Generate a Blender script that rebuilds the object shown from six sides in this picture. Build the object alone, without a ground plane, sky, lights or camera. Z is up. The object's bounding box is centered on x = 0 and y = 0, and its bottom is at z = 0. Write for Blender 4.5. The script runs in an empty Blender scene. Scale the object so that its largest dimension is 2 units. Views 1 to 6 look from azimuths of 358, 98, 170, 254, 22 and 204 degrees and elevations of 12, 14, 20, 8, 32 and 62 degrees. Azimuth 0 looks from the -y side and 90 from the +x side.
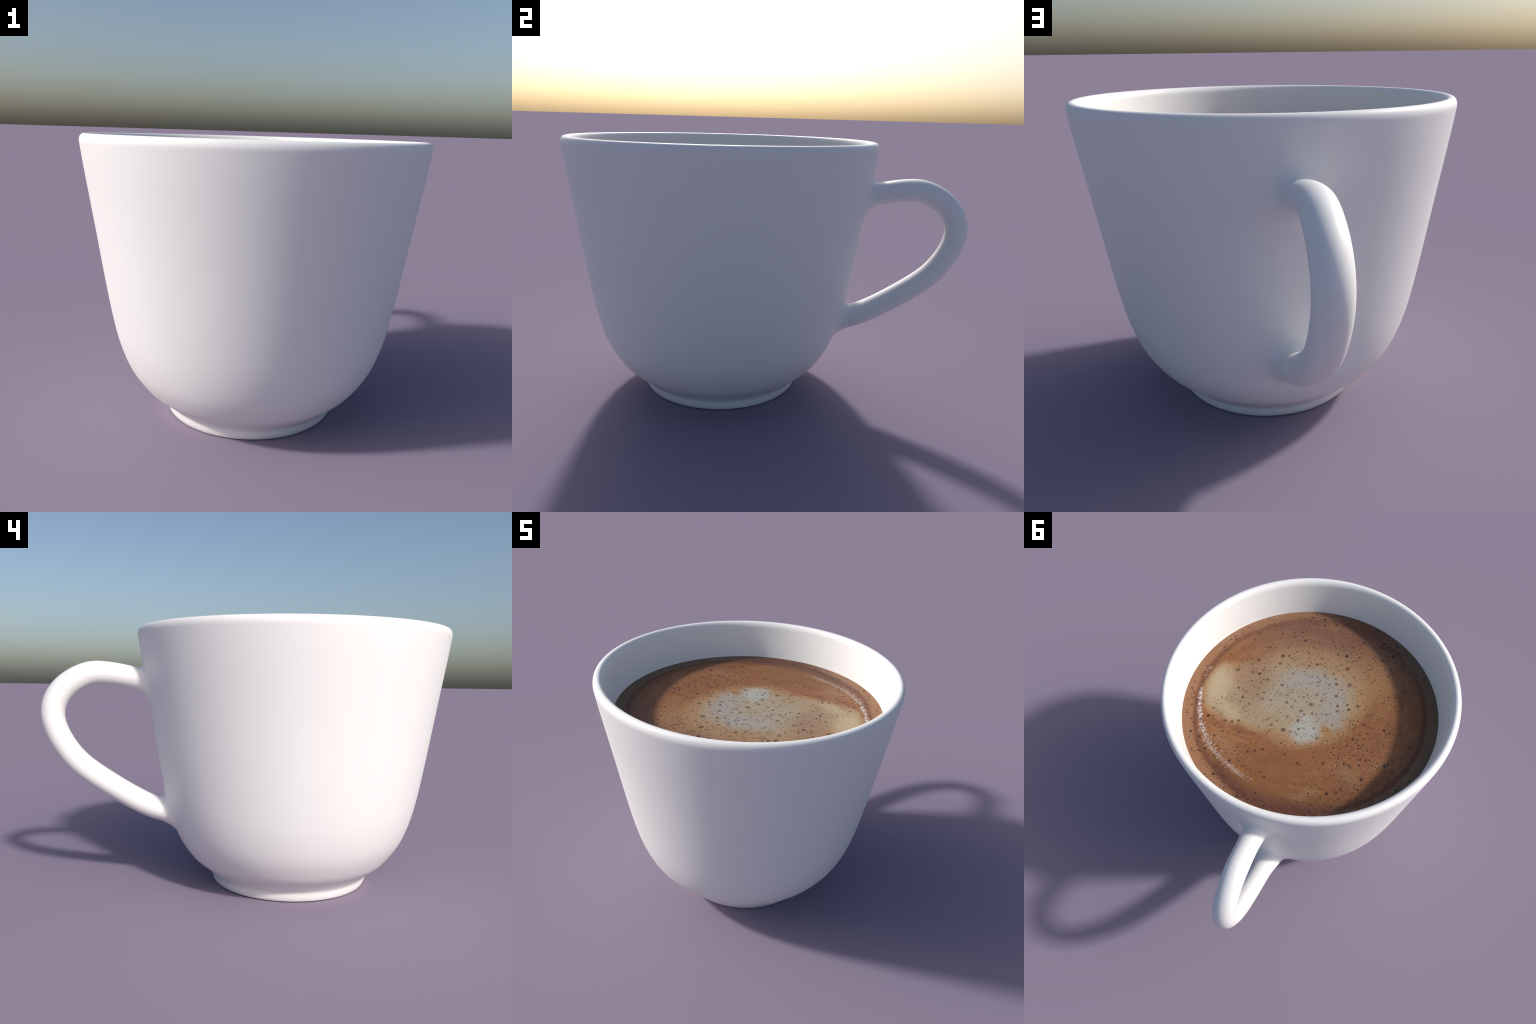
"""A white porcelain cup of milky coffee: lathed bowl on a flared foot ring,
a round-section loop handle blended into the wall, and a foamy coffee surface."""
import bpy, bmesh, math, random
import numpy as np
from mathutils import Vector

random.seed(7)
rng = np.random.default_rng(7)

# ------------------------------------------------------------------ dimensions
AXIS_Y = -0.226            # the bowl's axis stands at (0, AXIS_Y)
TOP = 1.2858               # height of the lip
COFFEE_Z, COFFEE_R = 1.078, 0.696
SEGMENTS = 384


def cubic(xk, yk, x):
    """Natural cubic spline through (xk, yk), value and slope at x."""
    xk, yk = np.asarray(xk, float), np.asarray(yk, float)
    n, h = len(xk), np.diff(xk)
    A, b = np.eye(n), np.zeros(n)
    for i in range(1, n - 1):
        A[i, i - 1], A[i, i], A[i, i + 1] = h[i - 1], 2 * (h[i - 1] + h[i]), h[i]
        b[i] = 6 * ((yk[i + 1] - yk[i]) / h[i] - (yk[i] - yk[i - 1]) / h[i - 1])
    m = np.linalg.solve(A, b)
    i = np.clip(np.searchsorted(xk, x) - 1, 0, n - 2)
    t, H = x - xk[i], h[i]
    s = (yk[i + 1] - yk[i]) / H - H * (2 * m[i] + m[i + 1]) / 6
    val = yk[i] + t * s + t * t * m[i] / 2 + t ** 3 * (m[i + 1] - m[i]) / (6 * H)
    der = s + t * m[i] + t * t * (m[i + 1] - m[i]) / (2 * H)
    return val, der


# outer wall: radius over height
WALL_Z = [0.070, 0.080, 0.120, 0.170, 0.230, 0.300, 0.380, 0.480, 0.600, 0.800, 1.000, 1.200, 1.254]
WALL_R = [0.4302, 0.4405, 0.4905, 0.5355, 0.5750, 0.6065, 0.6316, 0.6535, 0.6745, 0.7056, 0.7366, 0.7675, 0.7749]
FOOT_BREAK = 0.0450        # height of the crease between foot ring and bowl


def wall(z):
    return cubic(WALL_Z, WALL_R, np.clip(z, WALL_Z[0], WALL_Z[-1]))


def profile():
    """Closed section from the underside centre, out and up the wall, over the lip and down inside."""
    pts = []
    # underside: shallow recess inside the foot ring
    pts += [(0.0, 0.030), (0.15, 0.030), (0.28, 0.029), (0.335, 0.024), (0.352, 0.012), (0.360, 0.003), (0.368, 0.0)]
    pts += [(0.376, 0.0), (0.384, 0.0)]
    pts += [(0.3925, 0.0004), (0.3965, 0.0018), (0.3990, 0.0045), (0.4012, 0.009)]     # rounded edge it stands on
    pts += [(0.4036, 0.015), (0.4054, 0.022), (0.4065, 0.029), (0.4072, 0.035), (0.4079, 0.040)]
    pts += [(0.4092, FOOT_BREAK), (0.4112, 0.0495), (0.4143, 0.0540), (0.4186, 0.0590), (0.4238, 0.0640), (0.4300, 0.0698)]
    n_foot = pts.index((0.4092, FOOT_BREAK))
    zs = np.concatenate([np.linspace(0.075, 0.30, 40), np.linspace(0.30, 1.254, 101)[1:]])
    for z in zs:
        pts.append((float(wall(z)[0]), float(z)))
    # lip: outer shoulder, rounded crown, inner shoulder
    r0, z0 = pts[-1]
    cx, half = 0.7518, r0 - 0.7518
    e = 2.0 / 2.25
    for a in np.radians(np.linspace(0, 90, 13)[1:]):
        pts.append((cx + half * math.cos(a) ** e, z0 + (TOP - z0) * math.sin(a) ** e))
    for a in np.radians(np.linspace(90, 164.0, 16)[1:]):      # stops where it lies along the inner wall
        pts.append((cx + 0.0266 * math.cos(a), TOP - 0.043 + 0.043 * math.sin(a)))
    rin, zin = pts[-1]
    for t in np.linspace(0, 1, 26)[1:]:
        z = zin + (1.06 - zin) * t
        pts.append((float(0.6950 + (z - 1.06) * (rin - 0.6950) / (zin - 1.06)), float(z)))
    for z in np.linspace(1.06, 0.30, 30)[1:]:
        pts.append((float(wall(z)[0] - 0.0508), float(z)))
    for a in np.linspace(0, 90, 16)[1:]:
        a = math.radians(a)
        pts.append((0.5557 * math.cos(a), 0.30 - 0.20 * math.sin(a)))
    pts[-1] = (0.0, 0.10)
    return pts, n_foot


def lathe(name, pts, seg):
    bm = bmesh.new()
    rows = []
    for r, z in pts:
        if r < 1e-6:
            rows.append([bm.verts.new((0, AXIS_Y, z))])
        else:
            rows.append([bm.verts.new((r * math.sin(2 * math.pi * i / seg), AXIS_Y + r * math.cos(2 * math.pi * i / seg), z)) for i in range(seg)])
    for a, b in zip(rows, rows[1:]):
        for i in range(seg):
            j = (i + 1) % seg
            if len(a) == 1:
                bm.faces.new((a[0], b[j], b[i]))
            elif len(b) == 1:
                bm.faces.new((a[i], a[j], b[0]))
            else:
                bm.faces.new((a[i], a[j], b[j], b[i]))
    bmesh.ops.recalc_face_normals(bm, faces=bm.faces)
    me = bpy.data.meshes.new(name)
    bm.to_mesh(me)
    bm.free()
    return me


# ------------------------------------------------------------------ handle spine (in the plane x = 0)
SPINE = np.array([(0.4327, 1.0085), (0.6159, 1.0516), (0.7197, 1.0641), (0.7990, 1.0529), (0.9005, 0.9839),
                  (0.9444, 0.8528), (0.8760, 0.6954), (0.7501, 0.5738), (0.5388, 0.4369), (0.4100, 0.3900)])
THICK = [0.0550, 0.0535, 0.0550, 0.0550, 0.0552, 0.0544, 0.0545, 0.0556, 0.0560, 0.0580]
SPAN = np.linspace(0, len(SPINE) - 1, 700)
SP_Y, SP_DY = cubic(range(len(SPINE)), SPINE[:, 0], SPAN)
SP_Z, SP_DZ = cubic(range(len(SPINE)), SPINE[:, 1], SPAN)
SP_R, _ = cubic(range(len(SPINE)), THICK, SPAN)
# the section is a hair wider than thick, and spreads sideways where it meets the wall
SP_W = 1.04 + 0.22 * np.exp(-((SPAN - 0.2) / 0.45) ** 2) + 0.32 * np.exp(-((SPAN - 8.75) / 0.50) ** 2)
BLEND_TOP, BLEND_UNDER = 0.032, 0.064    # the fillet is tight above the handle, generous below it
JOINTS = [(0.0, 0.492, 1.030), (0.0, 0.425, 0.400)]


def body_distance(P):
    x, y, z = P[:, 0], P[:, 1] - AXIS_Y, P[:, 2]
    rho = np.hypot(x, y)
    R, dR = wall(z)
    c = 1 / np.sqrt(1 + dR * dR)
    f = (rho - R) * c
    g = np.stack([x / rho * c, y / rho * c, -dR * c], 1)
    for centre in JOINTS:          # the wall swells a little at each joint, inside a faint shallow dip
        d = P - np.array(centre)
        q = (d * d).sum(1)
        w = 0.0110 * np.exp(-(q / 0.112 ** 2) ** 2) - 0.0055 * np.exp(-q / 0.15 ** 2)
        f = f - w
    return f, g


def handle_distance(P):
    d2 = (P[:, 1, None] - SP_Y) ** 2 + (P[:, 2, None] - SP_Z) ** 2
    k = d2.argmin(1)
    v = np.stack([P[:, 0] / SP_W[k], P[:, 1] - SP_Y[k], P[:, 2] - SP_Z[k]], 1)
    L = np.linalg.norm(v, axis=1) + 1e-9
    g = v / L[:, None]
    g[:, 0] /= SP_W[k]
    return L - SP_R[k], g


def blend_value(P):
    a, _ = body_distance(P)
    b, gb = handle_distance(P)
    k = BLEND_UNDER + (BLEND_TOP - BLEND_UNDER) * np.clip(gb[:, 2] * 1.1 + 1.0, 0, 1)
    h = np.maximum(k - np.abs(a - b), 0) / k
    return np.minimum(a, b) - h * h * k / 4


def blended(P):
    """Value and gradient of the bowl and handle melted together."""
    e = 4e-4
    g = [(blend_value(P + d) - blend_value(P - d)) / (2 * e) for d in np.eye(3) * e]
    return blend_value(P), np.stack(g, 1)


def handle_tube():
    rings, around = 300, 72
    s = np.linspace(0, 699, rings).astype(int)
    pts = []
    for k in s:
        t = np.array([SP_DY[k], SP_DZ[k]])
        t /= np.linalg.norm(t)
        n = np.array([-t[1], t[0]])
        for j in range(around):
            a = 2 * math.pi * j / around
            pts.append((SP_R[k] * SP_W[k] * math.cos(a), SP_Y[k] + n[0] * SP_R[k] * math.sin(a), SP_Z[k] + n[1] * SP_R[k] * math.sin(a)))
    P = np.array(pts).reshape(rings, around, 3)
    # both ends stop half way into the wall: drop the buried rings, then pull the end ring on to a common depth
    depth = np.array([body_distance(P[i])[0] for i in range(rings)])
    keep = np.where(depth.max(1) > -0.024)[0]
    P = P[keep[0]:keep[-1] + 1]
    for end in (0, -1):
        for _ in range(4):
            f, g = body_distance(P[end])
            g = g / np.linalg.norm(g, axis=1)[:, None]
            P[end] -= g * (f + 0.026)[:, None]
    inner = [P[0]] + [P[i] for i in range(1, len(P) - 1) if body_distance(P[i])[0].min() > -0.0255] + [P[-1]]
    bm = bmesh.new()
    rows = [[bm.verts.new(p) for p in ring] for ring in inner]
    for a, b in zip(rows, rows[1:]):
        for i in range(around):
            j = (i + 1) % around
            bm.faces.new((a[i], a[j], b[j], b[i]))
    for ring in (rows[0], rows[-1]):
        bm.faces.new(ring)
    bmesh.ops.recalc_face_normals(bm, faces=bm.faces)
    me = bpy.data.meshes.new("handle_tube")
    bm.to_mesh(me)
    bm.free()
    return me


# ------------------------------------------------------------------ node helpers
class Nodes:
    """Small arithmetic on shader sockets."""

    def __init__(self, tree):
        self.t = tree

    def new(self, kind, **props):
        n = self.t.nodes.new(kind)
        for k, v in props.items():
            setattr(n, k, v)
        return n

    def put(self, sock, value):
        if isinstance(value, bpy.types.NodeSocket):
            self.t.links.new(value, sock)
        else:
            sock.default_value = value

    def m(self, op, a, b=0.0, c=0.0, clamp=False):
        n = self.new("ShaderNodeMath", operation=op, use_clamp=clamp)
        for s, v in zip(n.inputs, (a, b, c)):
            self.put(s, v)
        return n.outputs[0]

    def step(self, v, lo, hi):
        """Smooth ramp from 0 at lo to 1 at hi (lo may exceed hi)."""
        n = self.new("ShaderNodeMapRange", interpolation_type="SMOOTHSTEP")
        a, b, flip = (lo, hi, False) if lo < hi else (hi, lo, True)
        self.put(n.inputs["Value"], v)
        n.inputs["From Min"].default_value, n.inputs["From Max"].default_value = a, b
        n.inputs["To Min"].default_value, n.inputs["To Max"].default_value = (1, 0) if flip else (0, 1)
        return n.outputs[0]

    def mix(self, f, a, b, blend="MIX"):
        n = self.new("ShaderNodeMix", data_type="RGBA", blend_type=blend)
        self.put(n.inputs[0], f)
        for s, v in ((n.inputs[6], a), (n.inputs[7], b)):
            self.put(s, (*v, 1.0) if isinstance(v, tuple) and len(v) == 3 else v)
        return n.outputs[2]

    def noise(self, vec, scale, detail=3.0, rough=0.55, out=0):
        n = self.new("ShaderNodeTexNoise")
        self.put(n.inputs["Vector"], vec)
        n.inputs["Scale"].default_value, n.inputs["Detail"].default_value, n.inputs["Roughness"].default_value = scale, detail, rough
        return n.outputs[out]


def material(name):
    mat = bpy.data.materials.new(name)
    mat.use_nodes = True
    return mat, Nodes(mat.node_tree), mat.node_tree.nodes["Principled BSDF"]


porcelain, N, bsdf = material("white_porcelain")
bsdf.inputs["Base Color"].default_value = (0.80, 0.80, 0.80, 1)
bsdf.inputs["Roughness"].default_value = 0.5
bsdf.inputs["Specular IOR Level"].default_value = 0.5

# ------------------------------------------------------------------ cup: one surface, then split into parts
cup = bpy.data.objects.new("coffee_cup", None)
cup.empty_display_size = 0.3
bpy.context.scene.collection.objects.link(cup)
cup["label"] = "white porcelain cup with looped handle, filled with foamy milky coffee"
cup["category"] = "coffee cup"


def add(name, me, parent=cup, mat=None):
    ob = bpy.data.objects.new(name, me)
    bpy.context.scene.collection.objects.link(ob)
    ob.parent = parent
    if mat:
        me.materials.append(mat)
    return ob


section, n_foot = profile()
bowl_me = lathe("bowl_blank", section, SEGMENTS)
tube_me = handle_tube()
for me, tag in ((bowl_me, "clay_a"), (tube_me, "clay_b")):
    me.materials.append(bpy.data.materials.new(tag))
blank = bpy.data.objects.new("bowl_blank", bowl_me)
tube = bpy.data.objects.new("handle_tube", tube_me)
for o in (blank, tube):
    bpy.context.scene.collection.objects.link(o)
mod = blank.modifiers.new("union", "BOOLEAN")
mod.operation, mod.solver, mod.object, mod.material_mode = "UNION", "EXACT", tube, "TRANSFER"
joined = bpy.data.meshes.new_from_object(blank.evaluated_get(bpy.context.evaluated_depsgraph_get()))
tag_handle = next((i for i, m in enumerate(joined.materials) if m and m.name == "clay_b"), 1)
bpy.data.objects.remove(blank)
bpy.data.objects.remove(tube)

# tidy the slivers the union leaves along its seam
bm = bmesh.new()
bm.from_mesh(joined)
bm.verts.ensure_lookup_table()
pos = np.array([v.co[:] for v in bm.verts])
seam = np.zeros(len(pos), bool)
cand = np.where((pos[:, 1] > 0.25) & (np.hypot(pos[:, 0], pos[:, 1] - AXIS_Y) > wall(pos[:, 2])[0] - 0.012))[0]
seam[cand] = (handle_distance(pos[cand])[0] < 0.03) & (np.abs(body_distance(pos[cand])[0]) < 0.03)
chosen = [bm.verts[i] for i in np.where(seam)[0]]
bmesh.ops.triangulate(bm, faces=list({f for v in chosen for f in v.link_faces}))
bmesh.ops.remove_doubles(bm, verts=chosen, dist=0.0022)
bm.to_mesh(joined)
bm.free()
co = np.empty(len(joined.vertices) * 3)
joined.vertices.foreach_get("co", co)
co = co.reshape(-1, 3)
rho = np.hypot(co[:, 0], co[:, 1] - AXIS_Y)
outer = (rho > wall(co[:, 2])[0] - 0.02) & (co[:, 2] > 0.10) & (co[:, 2] < 1.240) & (co[:, 1] > AXIS_Y)
near = np.zeros(len(co), bool)
cand = np.where(outer)[0]
fh, _ = handle_distance(co[cand])
md = np.min([np.linalg.norm(co[cand] - np.array(c), axis=1) for c in JOINTS], axis=0)
near[cand] = (fh < 0.075) | (md < 0.36)


def settle(P, times):
    for _ in range(times):
        f, g = blended(P)
        P = P - g * (f / np.maximum((g * g).sum(1), 0.3))[:, None]
    return P


edges = np.empty(len(joined.edges) * 2, int)
joined.edges.foreach_get("vertices", edges)
edges = edges.reshape(-1, 2)
degree = np.bincount(edges.ravel(), minlength=len(co))
co[near] = settle(co[near], 5)                            # lift both skins on to the blended surface
for _ in range(14):                                       # relax the mesh along the seam, staying on that surface
    idx = np.where(near)[0]
    a, b = body_distance(co[idx])[0], handle_distance(co[idx])[0]
    idx = idx[np.abs(a - b) < 0.035]
    total = np.zeros_like(co)
    np.add.at(total, edges[:, 0], co[edges[:, 1]])
    np.add.at(total, edges[:, 1], co[edges[:, 0]])
    co[idx] += 0.5 * (total[idx] / degree[idx][:, None] - co[idx])
    co[idx] = settle(co[idx], 1)
co[near] = settle(co[near], 2)
joined.vertices.foreach_set("co", co.ravel())
joined.update()
nrm = np.array([v.vector[:] for v in joined.vertex_normals])
g = blended(co[near])[1]
nrm[near] = g / np.linalg.norm(g, axis=1)[:, None]


def region(name, chosen):
    """Copy the chosen faces of the joined cup into a mesh of their own, keeping the whole cup's normals."""
    used = sorted({v for p in chosen for v in joined.polygons[p].vertices})
    new = {v: i for i, v in enumerate(used)}
    me = bpy.data.meshes.new(name)
    me.from_pydata([co[v] for v in used], [], [[new[v] for v in joined.polygons[p].vertices] for p in chosen])
    me.polygons.foreach_set("use_smooth", [True] * len(me.polygons))
    me.update()
    me.normals_split_custom_set_from_vertices([nrm[v] for v in used])
    return me


foot_faces, bowl_faces, handle_faces = [], [], []
for p in joined.polygons:
    zc = np.mean([co[v][2] for v in p.vertices])
    rc = math.hypot(p.center.x, p.center.y - AXIS_Y)
    if p.material_index == tag_handle:
        handle_faces.append(p.index)
    elif zc < FOOT_BREAK:
        foot_faces.append(p.index)
    else:
        bowl_faces.append(p.index)
add("bowl", region("bowl", bowl_faces), mat=porcelain)
add("foot_ring", region("foot_ring", foot_faces), mat=porcelain)
add("handle", region("handle", handle_faces), mat=porcelain)
bpy.data.meshes.remove(joined)
for tag in ("clay_a", "clay_b"):
    bpy.data.materials.remove(bpy.data.materials[tag])

# ------------------------------------------------------------------ coffee
# The pattern is worked out in coffee coordinates: X, Y from -1 to 1 across the cup, seen from above.
pattern = bpy.data.node_groups.new("crema_pattern", "ShaderNodeTree")
pattern.interface.new_socket("Position", in_out="INPUT", socket_type="NodeSocketVector")
pattern.interface.new_socket("Color", in_out="OUTPUT", socket_type="NodeSocketColor")
pattern.interface.new_socket("Milk", in_out="OUTPUT", socket_type="NodeSocketFloat")
N = Nodes(pattern)
g_in, g_out = N.new("NodeGroupInput"), N.new("NodeGroupOutput")
scale = N.new("ShaderNodeVectorMath", operation="SCALE")
N.put(scale.inputs[0], g_in.outputs[0])
scale.inputs["Scale"].default_value = 1 / COFFEE_R
flat = N.new("ShaderNodeVectorMath", operation="MULTIPLY")
N.put(flat.inputs[0], scale.outputs[0])
flat.inputs[1].default_value = (1, 1, 0)
pos = flat.outputs[0]


def warped(scale_, amount, shift=0.0):
    """The position, pushed about by noise: (vector, X, Y)."""
    off = N.new("ShaderNodeVectorMath", operation="ADD")
    N.put(off.inputs[0], pos)
    off.inputs[1].default_value = (shift, shift * 0.7, shift)
    n = N.noise(off.outputs[0], scale_, 4.0, 0.6, out=1)
    c = N.new("ShaderNodeVectorMath", operation="SUBTRACT")
    N.put(c.inputs[0], n)
    c.inputs[1].default_value = (0.5, 0.5, 0.5)
    k = N.new("ShaderNodeVectorMath", operation="MULTIPLY_ADD")
    N.put(k.inputs[0], c.outputs[0])
    k.inputs[1].default_value = (amount, amount, 0)
    N.put(k.inputs[2], pos)
    sep = N.new("ShaderNodeSeparateXYZ")
    N.put(sep.inputs[0], k.outputs[0])
    return k.outputs[0], sep.outputs[0], sep.outputs[1]


def ellipse(xy, cx, cy, rx, ry, inner, outer_, turn=0.0):
    """Soft spot: 1 well inside, 0 outside; inner and outer are radii in units of the ellipse."""
    _, x, y = xy
    a = math.radians(turn)
    dx, dy = N.m("SUBTRACT", x, cx), N.m("SUBTRACT", y, cy)
    u = N.m("ADD", N.m("MULTIPLY", dx, math.cos(a) / rx), N.m("MULTIPLY", dy, math.sin(a) / rx))
    v = N.m("ADD", N.m("MULTIPLY", dx, -math.sin(a) / ry), N.m("MULTIPLY", dy, math.cos(a) / ry))
    d = N.m("SQRT", N.m("ADD", N.m("MULTIPLY", u, u), N.m("MULTIPLY", v, v)))
    return N.step(d, outer_, inner)


def either(*masks):
    out = masks[0]
    for m_ in masks[1:]:
        out = N.m("MAXIMUM", out, m_)
    return out


soft, fine, broad = warped(3.0, 0.16), warped(9.0, 0.07, 3.1), warped(1.6, 0.30, 7.7)
_, px, py = warped(2.0, 0.0)
radius = N.m("SQRT", N.m("ADD", N.m("MULTIPLY", px, px), N.m("MULTIPLY", py, py)))
_, bx, by = warped(2.2, 0.07, 5.2)
wob = N.m("SQRT", N.m("ADD", N.m("MULTIPLY", bx, bx), N.m("MULTIPLY", by, by)))
angle = N.m("ARCTAN2", py, px)

# crema: russet brown, yellower towards +Y, mauve towards -Y
col = N.mix(N.step(broad[2], -0.25, -0.75), (0.244, 0.104, 0.044), (0.180, 0.090, 0.058))
col = N.mix(N.step(broad[2], 0.35, 0.85), col, (0.190, 0.082, 0.031))
col = N.mix(N.m("MULTIPLY", N.step(N.noise(pos, 4.5, 5.0, 0.6), 0.45, 0.75), 0.40), col, (0.272, 0.124, 0.052))
# drawn-out streaks where the crema was swirled
streak_map = N.new("ShaderNodeMapping")
N.put(streak_map.inputs["Vector"], broad[0])
streak_map.inputs["Rotation"].default_value = (0, 0, math.radians(-14))
streak_map.inputs["Scale"].default_value = (1.0, 6.0, 1)
streak = N.noise(streak_map.outputs[0], 2.6, 4.0, 0.6)
col = N.mix(N.m("MULTIPLY", N.m("MULTIPLY", N.step(streak, 0.50, 0.72), ellipse(soft, 0.48, 0.46, 0.36, 0.20, 0.3, 1.0)), 0.65), col, (0.36, 0.190, 0.085))
col = N.mix(N.m("MULTIPLY", N.m("MULTIPLY", N.step(streak, 0.50, 0.30), ellipse(soft, 0.40, 0.45, 0.36, 0.18, 0.3, 1.0)), 0.45), col, (0.170, 0.080, 0.036))
# mottling drawn round the cup by the swirl
whirl = N.new("ShaderNodeCombineXYZ")
N.put(whirl.inputs[0], N.m("MULTIPLY", N.m("COSINE", angle), 1.6))
N.put(whirl.inputs[1], N.m("MULTIPLY", N.m("SINE", angle), 1.6))
N.put(whirl.inputs[2], N.m("MULTIPLY", wob, 6.0))
swirl = N.noise(whirl.outputs[0], 1.5, 6.0, 0.62)
rim_side = N.step(wob, 0.35, 0.60)
col = N.mix(N.m("MULTIPLY", N.m("MULTIPLY", N.step(swirl, 0.50, 0.34), rim_side), 0.55), col, (0.168, 0.070, 0.038))
col = N.mix(N.m("MULTIPLY", N.m("MULTIPLY", N.step(swirl, 0.52, 0.70), rim_side), 0.60), col, (0.300, 0.165, 0.088))
# milk foam: wide tan veil, then paler cream, then the grey-white heart and tail
shelf = N.m("MULTIPLY", ellipse(fine, 0.57, 0.04, 0.30, 0.31, 0.80, 1.10, 5), N.step(soft[2], -0.42, 0.05))
veil = either(ellipse(fine, 0.08, -0.13, 0.47, 0.50, 0.74, 1.14), shelf, ellipse(fine, 0.33, 0.16, 0.22, 0.19, 0.75, 1.10, 0))
veil = N.m("MULTIPLY", veil, N.step(soft[2], -0.74, -0.24))
east = ellipse(soft, -0.30, -0.36, 0.34, 0.40, 0.25, 1.10)
north = ellipse(soft, 0.10, -0.48, 0.62, 0.28, 0.20, 1.10)
col = N.mix(N.m("MULTIPLY", east, 0.85), col, (0.325, 0.176, 0.074))
col = N.mix(N.m("MULTIPLY", north, 0.75), col, (0.222, 0.130, 0.084))
edge = N.m("MULTIPLY", veil, N.m("SUBTRACT", 1.0, veil))
col = N.mix(N.m("MULTIPLY", veil, 0.95), col, (0.345, 0.260, 0.165))
col = N.mix(N.m("MULTIPLY", edge, 1.6, clamp=True), col, (0.365, 0.205, 0.085))
cream = either(ellipse(soft, 0.745, 0.06, 0.115, 0.27, 0.30, 1.15, 10), N.m("MULTIPLY", ellipse(soft, 0.58, 0.24, 0.22, 0.085, 0.2, 1.1, -25), 0.75))
col = N.mix(N.m("MULTIPLY", cream, 0.90), col, (0.440, 0.350, 0.225))
belt = ellipse(soft, 0.50, -0.08, 0.17, 0.30, 0.25, 1.15, 15)
col = N.mix(N.m("MULTIPLY", belt, 0.80), col, (0.285, 0.190, 0.125))
heart = ellipse(soft, 0.06, -0.05, 0.35, 0.31, 0.30, 1.20)
col = N.mix(N.m("MULTIPLY", heart, 0.85), col, (0.350, 0.298, 0.218))
hx, hy = N.m("SUBTRACT", soft[1], 0.05), N.m("SUBTRACT", soft[2], -0.03)
hr = N.m("SQRT", N.m("ADD", N.m("MULTIPLY", hx, hx), N.m("MULTIPLY", hy, hy)))
ring = N.m("MULTIPLY", N.step(hr, 0.06, 0.24), N.step(hr, 0.41, 0.22))
ring = N.m("MULTIPLY", ring, N.step(N.m("ADD", N.m("MULTIPLY", hx, 0.62), N.m("MULTIPLY", hy, 1.0)), 0.20, -0.12))
col = N.mix(N.m("MULTIPLY", ring, 0.90), col, (0.322, 0.300, 0.275))
west = ellipse(soft, 0.30, 0.06, 0.10, 0.17, 0.1, 1.0)
col = N.mix(N.m("MULTIPLY", west, 0.5), col, (0.350, 0.318, 0.255))
tail = either(ellipse(fine, -0.045, 0.220, 0.145, 0.135, 0.40, 1.08), ellipse(fine, -0.01, 0.12, 0.10, 0.10, 0.1, 1.0))
col = N.mix(N.m("MULTIPLY", tail, 0.95), col, (0.372, 0.375, 0.335))
notch = ellipse(fine, -0.205, 0.165, 0.055, 0.095, 0.25, 1.05, 40)
col = N.mix(N.m("MULTIPLY", notch, 0.9), col, (0.330, 0.165, 0.060))
patch = ellipse(fine, -0.48, 0.47, 0.17, 0.10, 0.0, 1.1, -35)
col = N.mix(N.m("MULTIPLY", patch, 0.50), col, (0.275, 0.170, 0.098))
# darker trough a little way in from the wall, paler ring outside it
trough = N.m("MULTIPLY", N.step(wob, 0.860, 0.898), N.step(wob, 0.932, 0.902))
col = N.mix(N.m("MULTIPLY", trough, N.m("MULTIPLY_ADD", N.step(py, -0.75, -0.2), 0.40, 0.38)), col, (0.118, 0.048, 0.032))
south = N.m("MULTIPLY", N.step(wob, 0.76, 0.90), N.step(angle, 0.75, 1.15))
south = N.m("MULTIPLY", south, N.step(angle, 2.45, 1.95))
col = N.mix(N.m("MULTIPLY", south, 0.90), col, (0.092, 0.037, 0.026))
lip = N.step(wob, 0.905, 0.945)
lip_west = N.m("MULTIPLY", lip, N.step(px, 0.05, 0.40))
col = N.mix(N.m("MULTIPLY", lip_west, 0.8), col, (0.262, 0.135, 0.074))
lip_east = N.m("MULTIPLY", lip, N.step(px, -0.25, -0.60))
col = N.mix(N.m("MULTIPLY", lip_east, 0.70), col, (0.185, 0.135, 0.090))
# blurred sheen of the +X highlight strip, painted pale into the coffee colour
drift = N.m("ADD", wob, N.m("MULTIPLY", angle, 0.092))
glint_haze = N.m("MULTIPLY", N.step(N.m("ABSOLUTE", N.m("SUBTRACT", drift, 0.900)), 0.026, 0.004), N.step(angle, 0.10, 0.22))
glint_haze = N.m("MULTIPLY", glint_haze, N.step(angle, 1.38, 1.10))
glint_haze = N.m("MULTIPLY", glint_haze, N.step(N.noise(pos, 60.0, 3.0, 0.6), 0.30, 0.62))
col = N.mix(N.m("MULTIPLY", glint_haze, 0.55), col, (0.420, 0.330, 0.300))
# overall mottling
col = N.mix(N.m("MULTIPLY", N.step(N.noise(pos, 28.0, 4.0, 0.65), 0.40, 0.75), 0.12), col, (0.34, 0.19, 0.095))
col = N.mix(0.22, col, N.mix(N.noise(pos, 90.0, 2.0, 0.6), (0.30, 0.30, 0.30), (0.70, 0.70, 0.70)), blend="SOFT_LIGHT")


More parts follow.
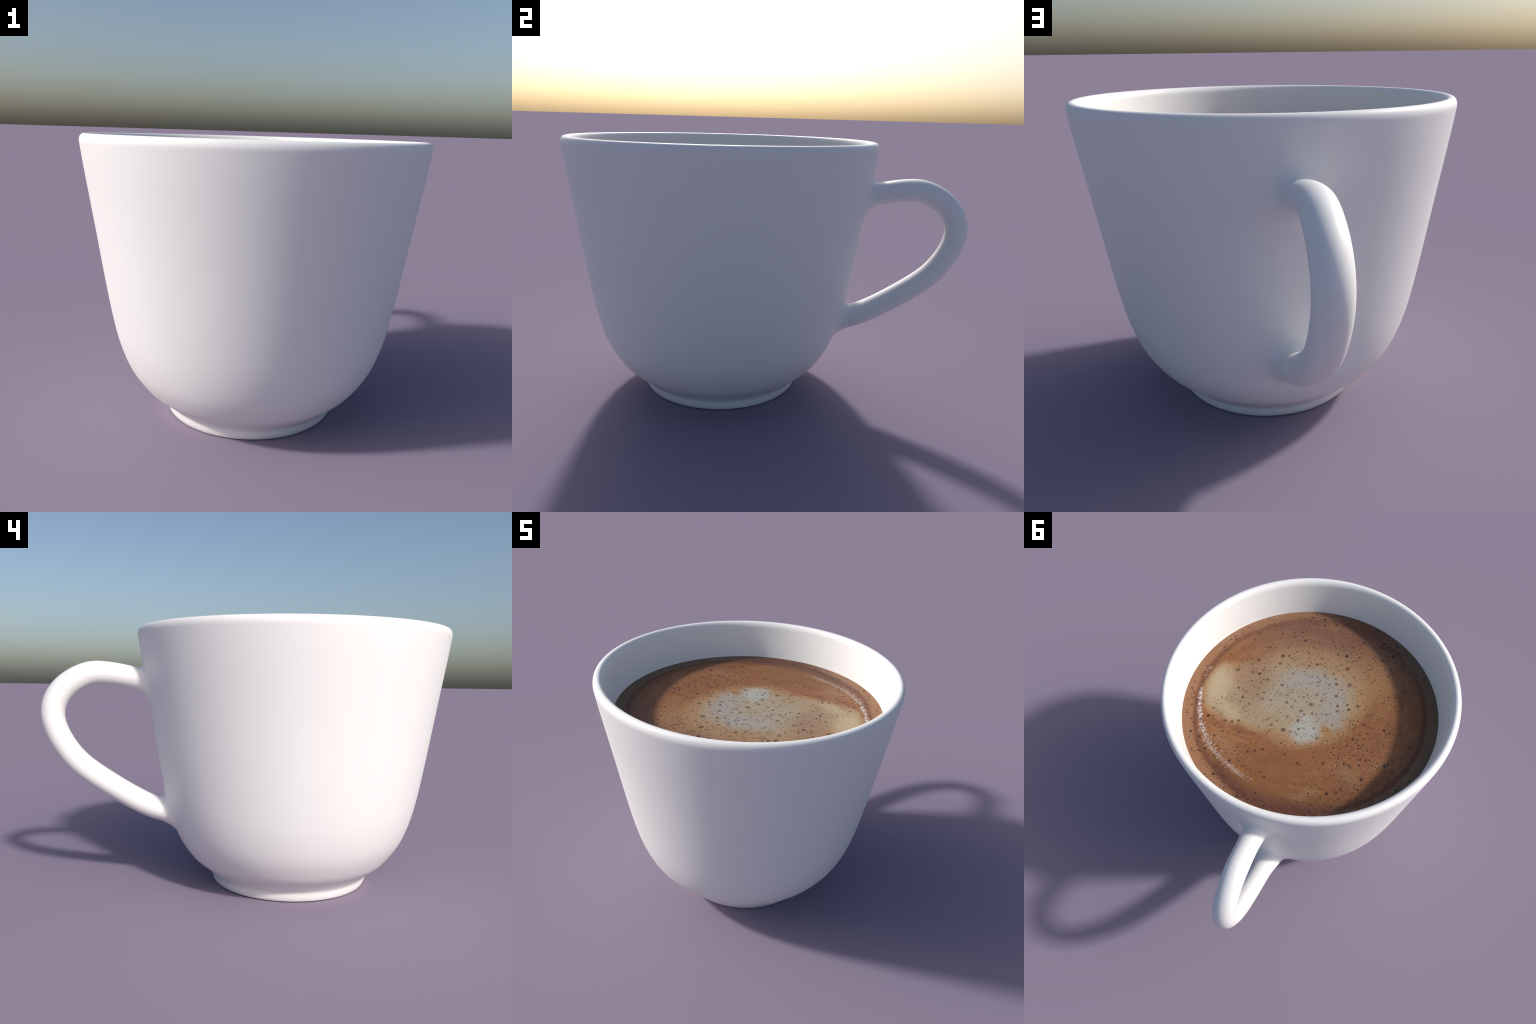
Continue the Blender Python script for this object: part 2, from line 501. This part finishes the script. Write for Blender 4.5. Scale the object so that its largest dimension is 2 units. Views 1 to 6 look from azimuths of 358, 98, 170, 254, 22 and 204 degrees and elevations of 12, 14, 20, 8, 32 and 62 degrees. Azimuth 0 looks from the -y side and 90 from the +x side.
def specks(col, cells, size, spread, share, strength):
    """Pin-prick bubbles far too small to build."""
    v = N.new("ShaderNodeTexVoronoi", voronoi_dimensions="2D")
    N.put(v.inputs["Vector"], pos)
    v.inputs["Scale"].default_value = cells
    r = N.new("ShaderNodeSeparateColor")
    N.put(r.inputs[0], v.outputs["Color"])
    rad = N.m("ADD", N.m("MULTIPLY", r.outputs[0], spread), size)
    keep = N.step(N.m("ADD", r.outputs[1], N.m("MULTIPLY", N.noise(pos, 3.5, 2.0, 0.5), 0.8)), 1.40 - share, 1.42 - share)
    d = N.m("DIVIDE", v.outputs["Distance"], rad)
    dot = N.m("MULTIPLY", N.step(d, 1.0, 0.45), keep)
    return N.mix(N.m("MULTIPLY", dot, strength), col, (0.34, 0.27, 0.25), blend="MULTIPLY")


milk = either(heart, tail, N.m("MULTIPLY", veil, 0.7), cream)
calm = N.m("MULTIPLY_ADD", either(north, N.m("MULTIPLY", milk, 0.75), N.step(px, 0.0, -0.3)), 0.75, 0.25)
calm = N.m("MULTIPLY", calm, N.m("MULTIPLY_ADD", milk, -0.30, 1.0))
col = specks(col, 46.0, 0.10, 0.24, 0.55, N.m("MULTIPLY", calm, 0.60))
col = specks(col, 90.0, 0.14, 0.22, 0.60, N.m("MULTIPLY", calm, 0.42))
N.put(g_out.inputs["Color"], col)
N.put(g_out.inputs["Milk"], milk)

coffee_mat, N, bsdf = material("milk_coffee")
tex = N.new("ShaderNodeTexCoord")
grp = N.new("ShaderNodeGroup")
grp.node_tree = pattern
N.put(grp.inputs[0], tex.outputs["Object"])
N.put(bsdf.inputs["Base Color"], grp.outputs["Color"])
bsdf.inputs["Roughness"].default_value = 0.5
bsdf.inputs["Specular IOR Level"].default_value = 0.25

co_me = bpy.data.meshes.new("coffee")
bm = bmesh.new()
rows = []
for r, z in [(0.66, -0.05), (0.7015, -0.02), (0.7015, 0.0)]:
    rows.append([bm.verts.new((r * math.cos(2 * math.pi * i / 192), r * math.sin(2 * math.pi * i / 192), z)) for i in range(192)])
for a, b in zip(rows, rows[1:]):
    for i in range(192):
        bm.faces.new((a[i], a[(i + 1) % 192], b[(i + 1) % 192], b[i]))
bm.faces.new(rows[0][::-1])
bm.faces.new(rows[-1])
bm.to_mesh(co_me)
bm.free()
coffee = add("coffee", co_me, mat=coffee_mat)
coffee.location = (0, AXIS_Y, COFFEE_Z)

# bubbles: low domes whose film takes the crema's colour, darker to the middle
bubble_mat, N, bsdf = material("bubble_film")
tex = N.new("ShaderNodeTexCoord", object=coffee)
grp = N.new("ShaderNodeGroup")
grp.node_tree = pattern
N.put(grp.inputs[0], tex.outputs["Object"])
own = N.new("ShaderNodeTexCoord")
sep = N.new("ShaderNodeSeparateXYZ")
N.put(sep.inputs[0], own.outputs["Object"])
ox, oy = N.m("ADD", sep.outputs[0], 0.22), N.m("ADD", sep.outputs[1], 0.12)
rr = N.m("SQRT", N.m("ADD", N.m("MULTIPLY", sep.outputs[0], sep.outputs[0]), N.m("MULTIPLY", sep.outputs[1], sep.outputs[1])))
r2 = N.m("SQRT", N.m("ADD", N.m("MULTIPLY", ox, ox), N.m("MULTIPLY", oy, oy)))
inside = N.step(rr, 1.0, 0.72)
deep = N.step(r2, 0.85, 0.1)
info = N.new("ShaderNodeObjectInfo")
depth = N.m("MULTIPLY_ADD", info.outputs["Random"], 0.35, 0.65)
dark = N.mix(grp.outputs["Milk"], (0.18, 0.14, 0.15), (0.56, 0.42, 0.33))
darker = N.mix(grp.outputs["Milk"], (0.10, 0.08, 0.09), (0.40, 0.29, 0.22))
tint = N.mix(N.m("MULTIPLY", deep, info.outputs["Random"]), dark, darker)
c = N.mix(N.m("MULTIPLY", inside, depth), grp.outputs["Color"], tint, blend="MULTIPLY")
N.put(bsdf.inputs["Base Color"], c)
bsdf.inputs["Roughness"].default_value = 0.4


def dome(name, around, rings, rise):
    """Unit dome with a flat skirt: radius 1, height rise."""
    bm = bmesh.new()
    top = bm.verts.new((0, 0, rise))
    last = None
    for k in range(1, rings + 1):
        t = k / rings
        h = rise * (1 - t * t) ** 2
        row = [bm.verts.new((t * math.cos(2 * math.pi * i / around), t * math.sin(2 * math.pi * i / around), h)) for i in range(around)]
        for i in range(around):
            j = (i + 1) % around
            if last is None:
                bm.faces.new((top, row[i], row[j]))
            else:
                bm.faces.new((last[i], row[i], row[j], last[j]))
        last = row
    me = bpy.data.meshes.new(name)
    bm.to_mesh(me)
    bm.free()
    me.polygons.foreach_set("use_smooth", [True] * len(me.polygons))
    return me


bubble_me = dome("bubble", 28, 7, 0.10)
bubble_me.materials.append(bubble_mat)

# the largest bubbles: place across the cup, and size in thousandths of its radius
LARGE = [
    (0.384, -0.405, 19), (0.376, -0.326, 17), (0.334, -0.424, 11), (0.477, -0.213, 12), (0.280, -0.127, 13), (0.241, -0.266, 9),
    (0.409, -0.136, 10), (0.203, -0.053, 10), (0.182, 0.016, 14), (0.132, 0.038, 12), (0.049, 0.053, 14), (0.013, 0.073, 15), (-0.004,
    -0.034, 20), (0.037, 0.144, 15), (0.126, 0.139, 10), (0.114, 0.264, 19), (0.058, 0.261, 11), (0.002, 0.262, 13), (0.006, 0.215,
    12), (0.214, 0.254, 12), (0.261, 0.215, 11), (0.375, 0.055, 12), (0.088, -0.424, 14), (-0.012, -0.344, 13), (0.010, -0.258, 10),
    (0.013, -0.221, 8), (0.060, -0.229, 9), (-0.125, -0.291, 14), (-0.183, -0.253, 11), (-0.162, -0.182, 15), (-0.069, -0.097, 13),
    (-0.013, -0.138, 11), (-0.067, -0.165, 8), (0.076, -0.080, 10), (0.188, -0.117, 9), (-0.204, -0.094, 12), (-0.228, -0.321, 22),
    (-0.159, -0.468, 19), (-0.110, -0.591, 15), (-0.037, -0.583, 12), (-0.351, -0.150, 14), (-0.296, -0.094, 12), (-0.150, 0.016, 11),
    (-0.074, 0.039, 10), (-0.224, 0.087, 9), (-0.152, 0.244, 12), (-0.101, 0.166, 10), (-0.273, -0.131, 11), (0.555, -0.296, 15),
    (0.675, -0.143, 16), (0.553, -0.163, 15), (0.495, -0.167, 14), (-0.344, -0.778, 15), (-0.398, -0.795, 12), (-0.359, -0.827, 12),
    (-0.471, -0.723, 16), (-0.423, -0.705, 13), (-0.503, -0.767, 15), (-0.570, -0.657, 14), (-0.556, -0.703, 12), (-0.201, -0.771,
    13), (-0.579, 0.461, 13), (-0.471, 0.395, 10), (-0.611, -0.007, 12), (-0.659, 0.001, 11), (-0.454, -0.004, 10), (0.195, 0.483,
    10), (0.244, 0.515, 9), (0.293, 0.542, 10), (0.021, 0.462, 9), (-0.095, 0.498, 9), (-0.420, 0.380, 9), (-0.456, 0.286, 7),
    (-0.730, -0.036, 10), (-0.835, 0.070, 9), (-0.724, 0.268, 10), (-0.303, 0.277, 9), (-0.388, 0.217, 8), (0.100, 0.839, 8), (-0.136,
    0.673, 7), (0.454, 0.811, 12), (0.323, 0.641, 8), (0.897, 0.235, 8), (0.908, 0.199, 9), (-0.620, -0.247, 9), (-0.675, -0.281, 9),
    (-0.579, 0.549, 8), (-0.845, 0.451, 15), (-0.909, 0.340, 11), (-0.698, 0.541, 8)
]
taken = []


def free(x, y, r):
    return all((x - a) ** 2 + (y - b) ** 2 > (r + q) ** 2 for a, b, q in taken)


LARGE = [(x, y, r * 1.12) for x, y, r in LARGE]
for x, y, r in LARGE:
    taken.append((x, y, r / 1000))


def crowd(x, y):
    """How thickly bubbles stand here, 0 to 1."""
    q = math.hypot(x, y)
    heart_ = math.exp(-((x - 0.08) ** 2 + (y + 0.12) ** 2) / 0.22)
    right = math.exp(-((x + 0.45) ** 2 / 0.05 + (y - 0.20) ** 2 / 0.08))
    arc = math.exp(-((q - 0.72) / 0.06) ** 2) * (0.15 < math.atan2(y, x) < 1.5) * 0.8
    shore = math.exp(-((q - 0.94) / 0.03) ** 2) * 0.35
    calm = math.exp(-((x - 0.02) ** 2 / 0.05 + (y - 0.60) ** 2 / 0.03))
    corner = math.exp(-((x + 0.48) ** 2 / 0.03 + (y + 0.72) ** 2 / 0.02))
    return max(0.0, min(1.0, 0.22 + corner + 0.50 * heart_ + 0.7 * right + arc + shore - 0.5 * calm))


def scatter(count, lo, hi, power):
    out, tries = [], 0
    while len(out) < count and tries < count * 60:
        tries += 1
        a, q = rng.uniform(0, 2 * math.pi), math.sqrt(rng.uniform(0, 0.96))
        x, y = q * math.cos(a), q * math.sin(a)
        r = lo + (hi - lo) * rng.uniform() ** power
        if rng.uniform() < crowd(x, y) and free(x, y, r * 1.1):
            out.append((x, y, r))
            taken.append((x, y, r))
    return out


for x, y, r in [(x, y, r / 1000) for x, y, r in LARGE] + scatter(300 - len(LARGE), 0.0062, 0.0140, 2.0):
    b = bpy.data.objects.new("bubble", bubble_me)
    bpy.context.scene.collection.objects.link(b)
    b.parent = coffee
    r *= COFFEE_R
    b.location = (x * COFFEE_R, y * COFFEE_R, 0.0004)
    b.scale = (r * rng.uniform(0.94, 1.08), r * rng.uniform(0.94, 1.08), r)


def heap(name, places, around, rings, rise, mat):
    """Many small domes joined into one mesh: (x, y, rx, ry, turn) in cup units."""
    unit = dome("unit", around, rings, rise)
    n = len(unit.vertices)
    uv = np.array([v.co[:] for v in unit.vertices])
    uf = [tuple(p.vertices) for p in unit.polygons]
    bpy.data.meshes.remove(unit)
    vs, fs = [], []
    for k, (x, y, rx, ry, t) in enumerate(places):
        p = uv * np.array([rx, ry, (rx + ry) / 2]) * COFFEE_R
        q = np.stack([p[:, 0] * math.cos(t) - p[:, 1] * math.sin(t) + x * COFFEE_R, p[:, 0] * math.sin(t) + p[:, 1] * math.cos(t) + y * COFFEE_R, p[:, 2] + 0.0004 + 0.0000015 * k], 1)
        vs += q.tolist()
        fs += [tuple(i + k * n for i in f) for f in uf]
    me = bpy.data.meshes.new(name)
    me.from_pydata(vs, [], fs)
    me.polygons.foreach_set("use_smooth", [True] * len(fs))
    ob = add(name, me, coffee, mat)
    ob["kind"] = "stuff"
    return ob


small_mat, N, bsdf = material("small_bubble_film")
tex = N.new("ShaderNodeTexCoord")
grp = N.new("ShaderNodeGroup")
grp.node_tree = pattern
N.put(grp.inputs[0], tex.outputs["Object"])
tint = N.mix(grp.outputs["Milk"], (0.32, 0.26, 0.25), (0.72, 0.60, 0.51))
N.put(bsdf.inputs["Base Color"], N.mix(0.9, grp.outputs["Color"], tint, blend="MULTIPLY"))
heap("small_bubbles", [(x, y, r, r, 0) for x, y, r in scatter(1900, 0.0020, 0.0058, 2.0)], 10, 2, 0.10, small_mat)

# highlights along the swirl and by the wall, modelled as tiny white domes
glint_mat, N, bsdf = material("white_glint")
bsdf.inputs["Base Color"].default_value = (0.55, 0.52, 0.52, 1)
bsdf.inputs["Roughness"].default_value = 0.25
flecks = []
for _ in range(360):
    t = rng.uniform() ** 1.25
    a = math.radians(8 + 70 * t)
    mid = np.interp(math.degrees(a), [8, 13, 21, 34, 46, 56, 67, 78], [0.885, 0.878, 0.862, 0.848, 0.830, 0.812, 0.788, 0.775])
    q = mid + rng.normal() * np.interp(t, [0, 0.2, 0.5, 1], [0.009, 0.009, 0.017, 0.016])
    r = rng.uniform(0.0016, 0.0042) * np.interp(t, [0, 0.15, 0.35, 0.6, 1], [0.8, 1.7, 1.15, 0.75, 0.5])
    if math.sin(a * 31 + 1.3) + 0.6 * math.sin(a * 83) > -0.55 or t > 0.45:      # the highlight breaks into separate spots
        flecks.append((q * math.cos(a), q * math.sin(a), r, r * rng.uniform(0.7, 1.7), a + rng.normal() * 0.7))
for a0, a1, q0, count, size in ((-56, -20, 0.975, 44, 0.0019), (-6, 2, 0.90, 14, 0.0026), (-150, -112, 0.985, 26, 0.0017), (-84, -72, 0.972, 10, 0.0018)):
    for _ in range(count):
        a = math.radians(rng.uniform(a0, a1))
        q = q0 + rng.normal() * 0.006
        r = size * rng.uniform(0.5, 1.5)
        flecks.append((q * math.cos(a), q * math.sin(a), r, r * rng.uniform(0.8, 1.8), a))
heap("glint_flecks", flecks, 9, 2, 0.35, glint_mat)
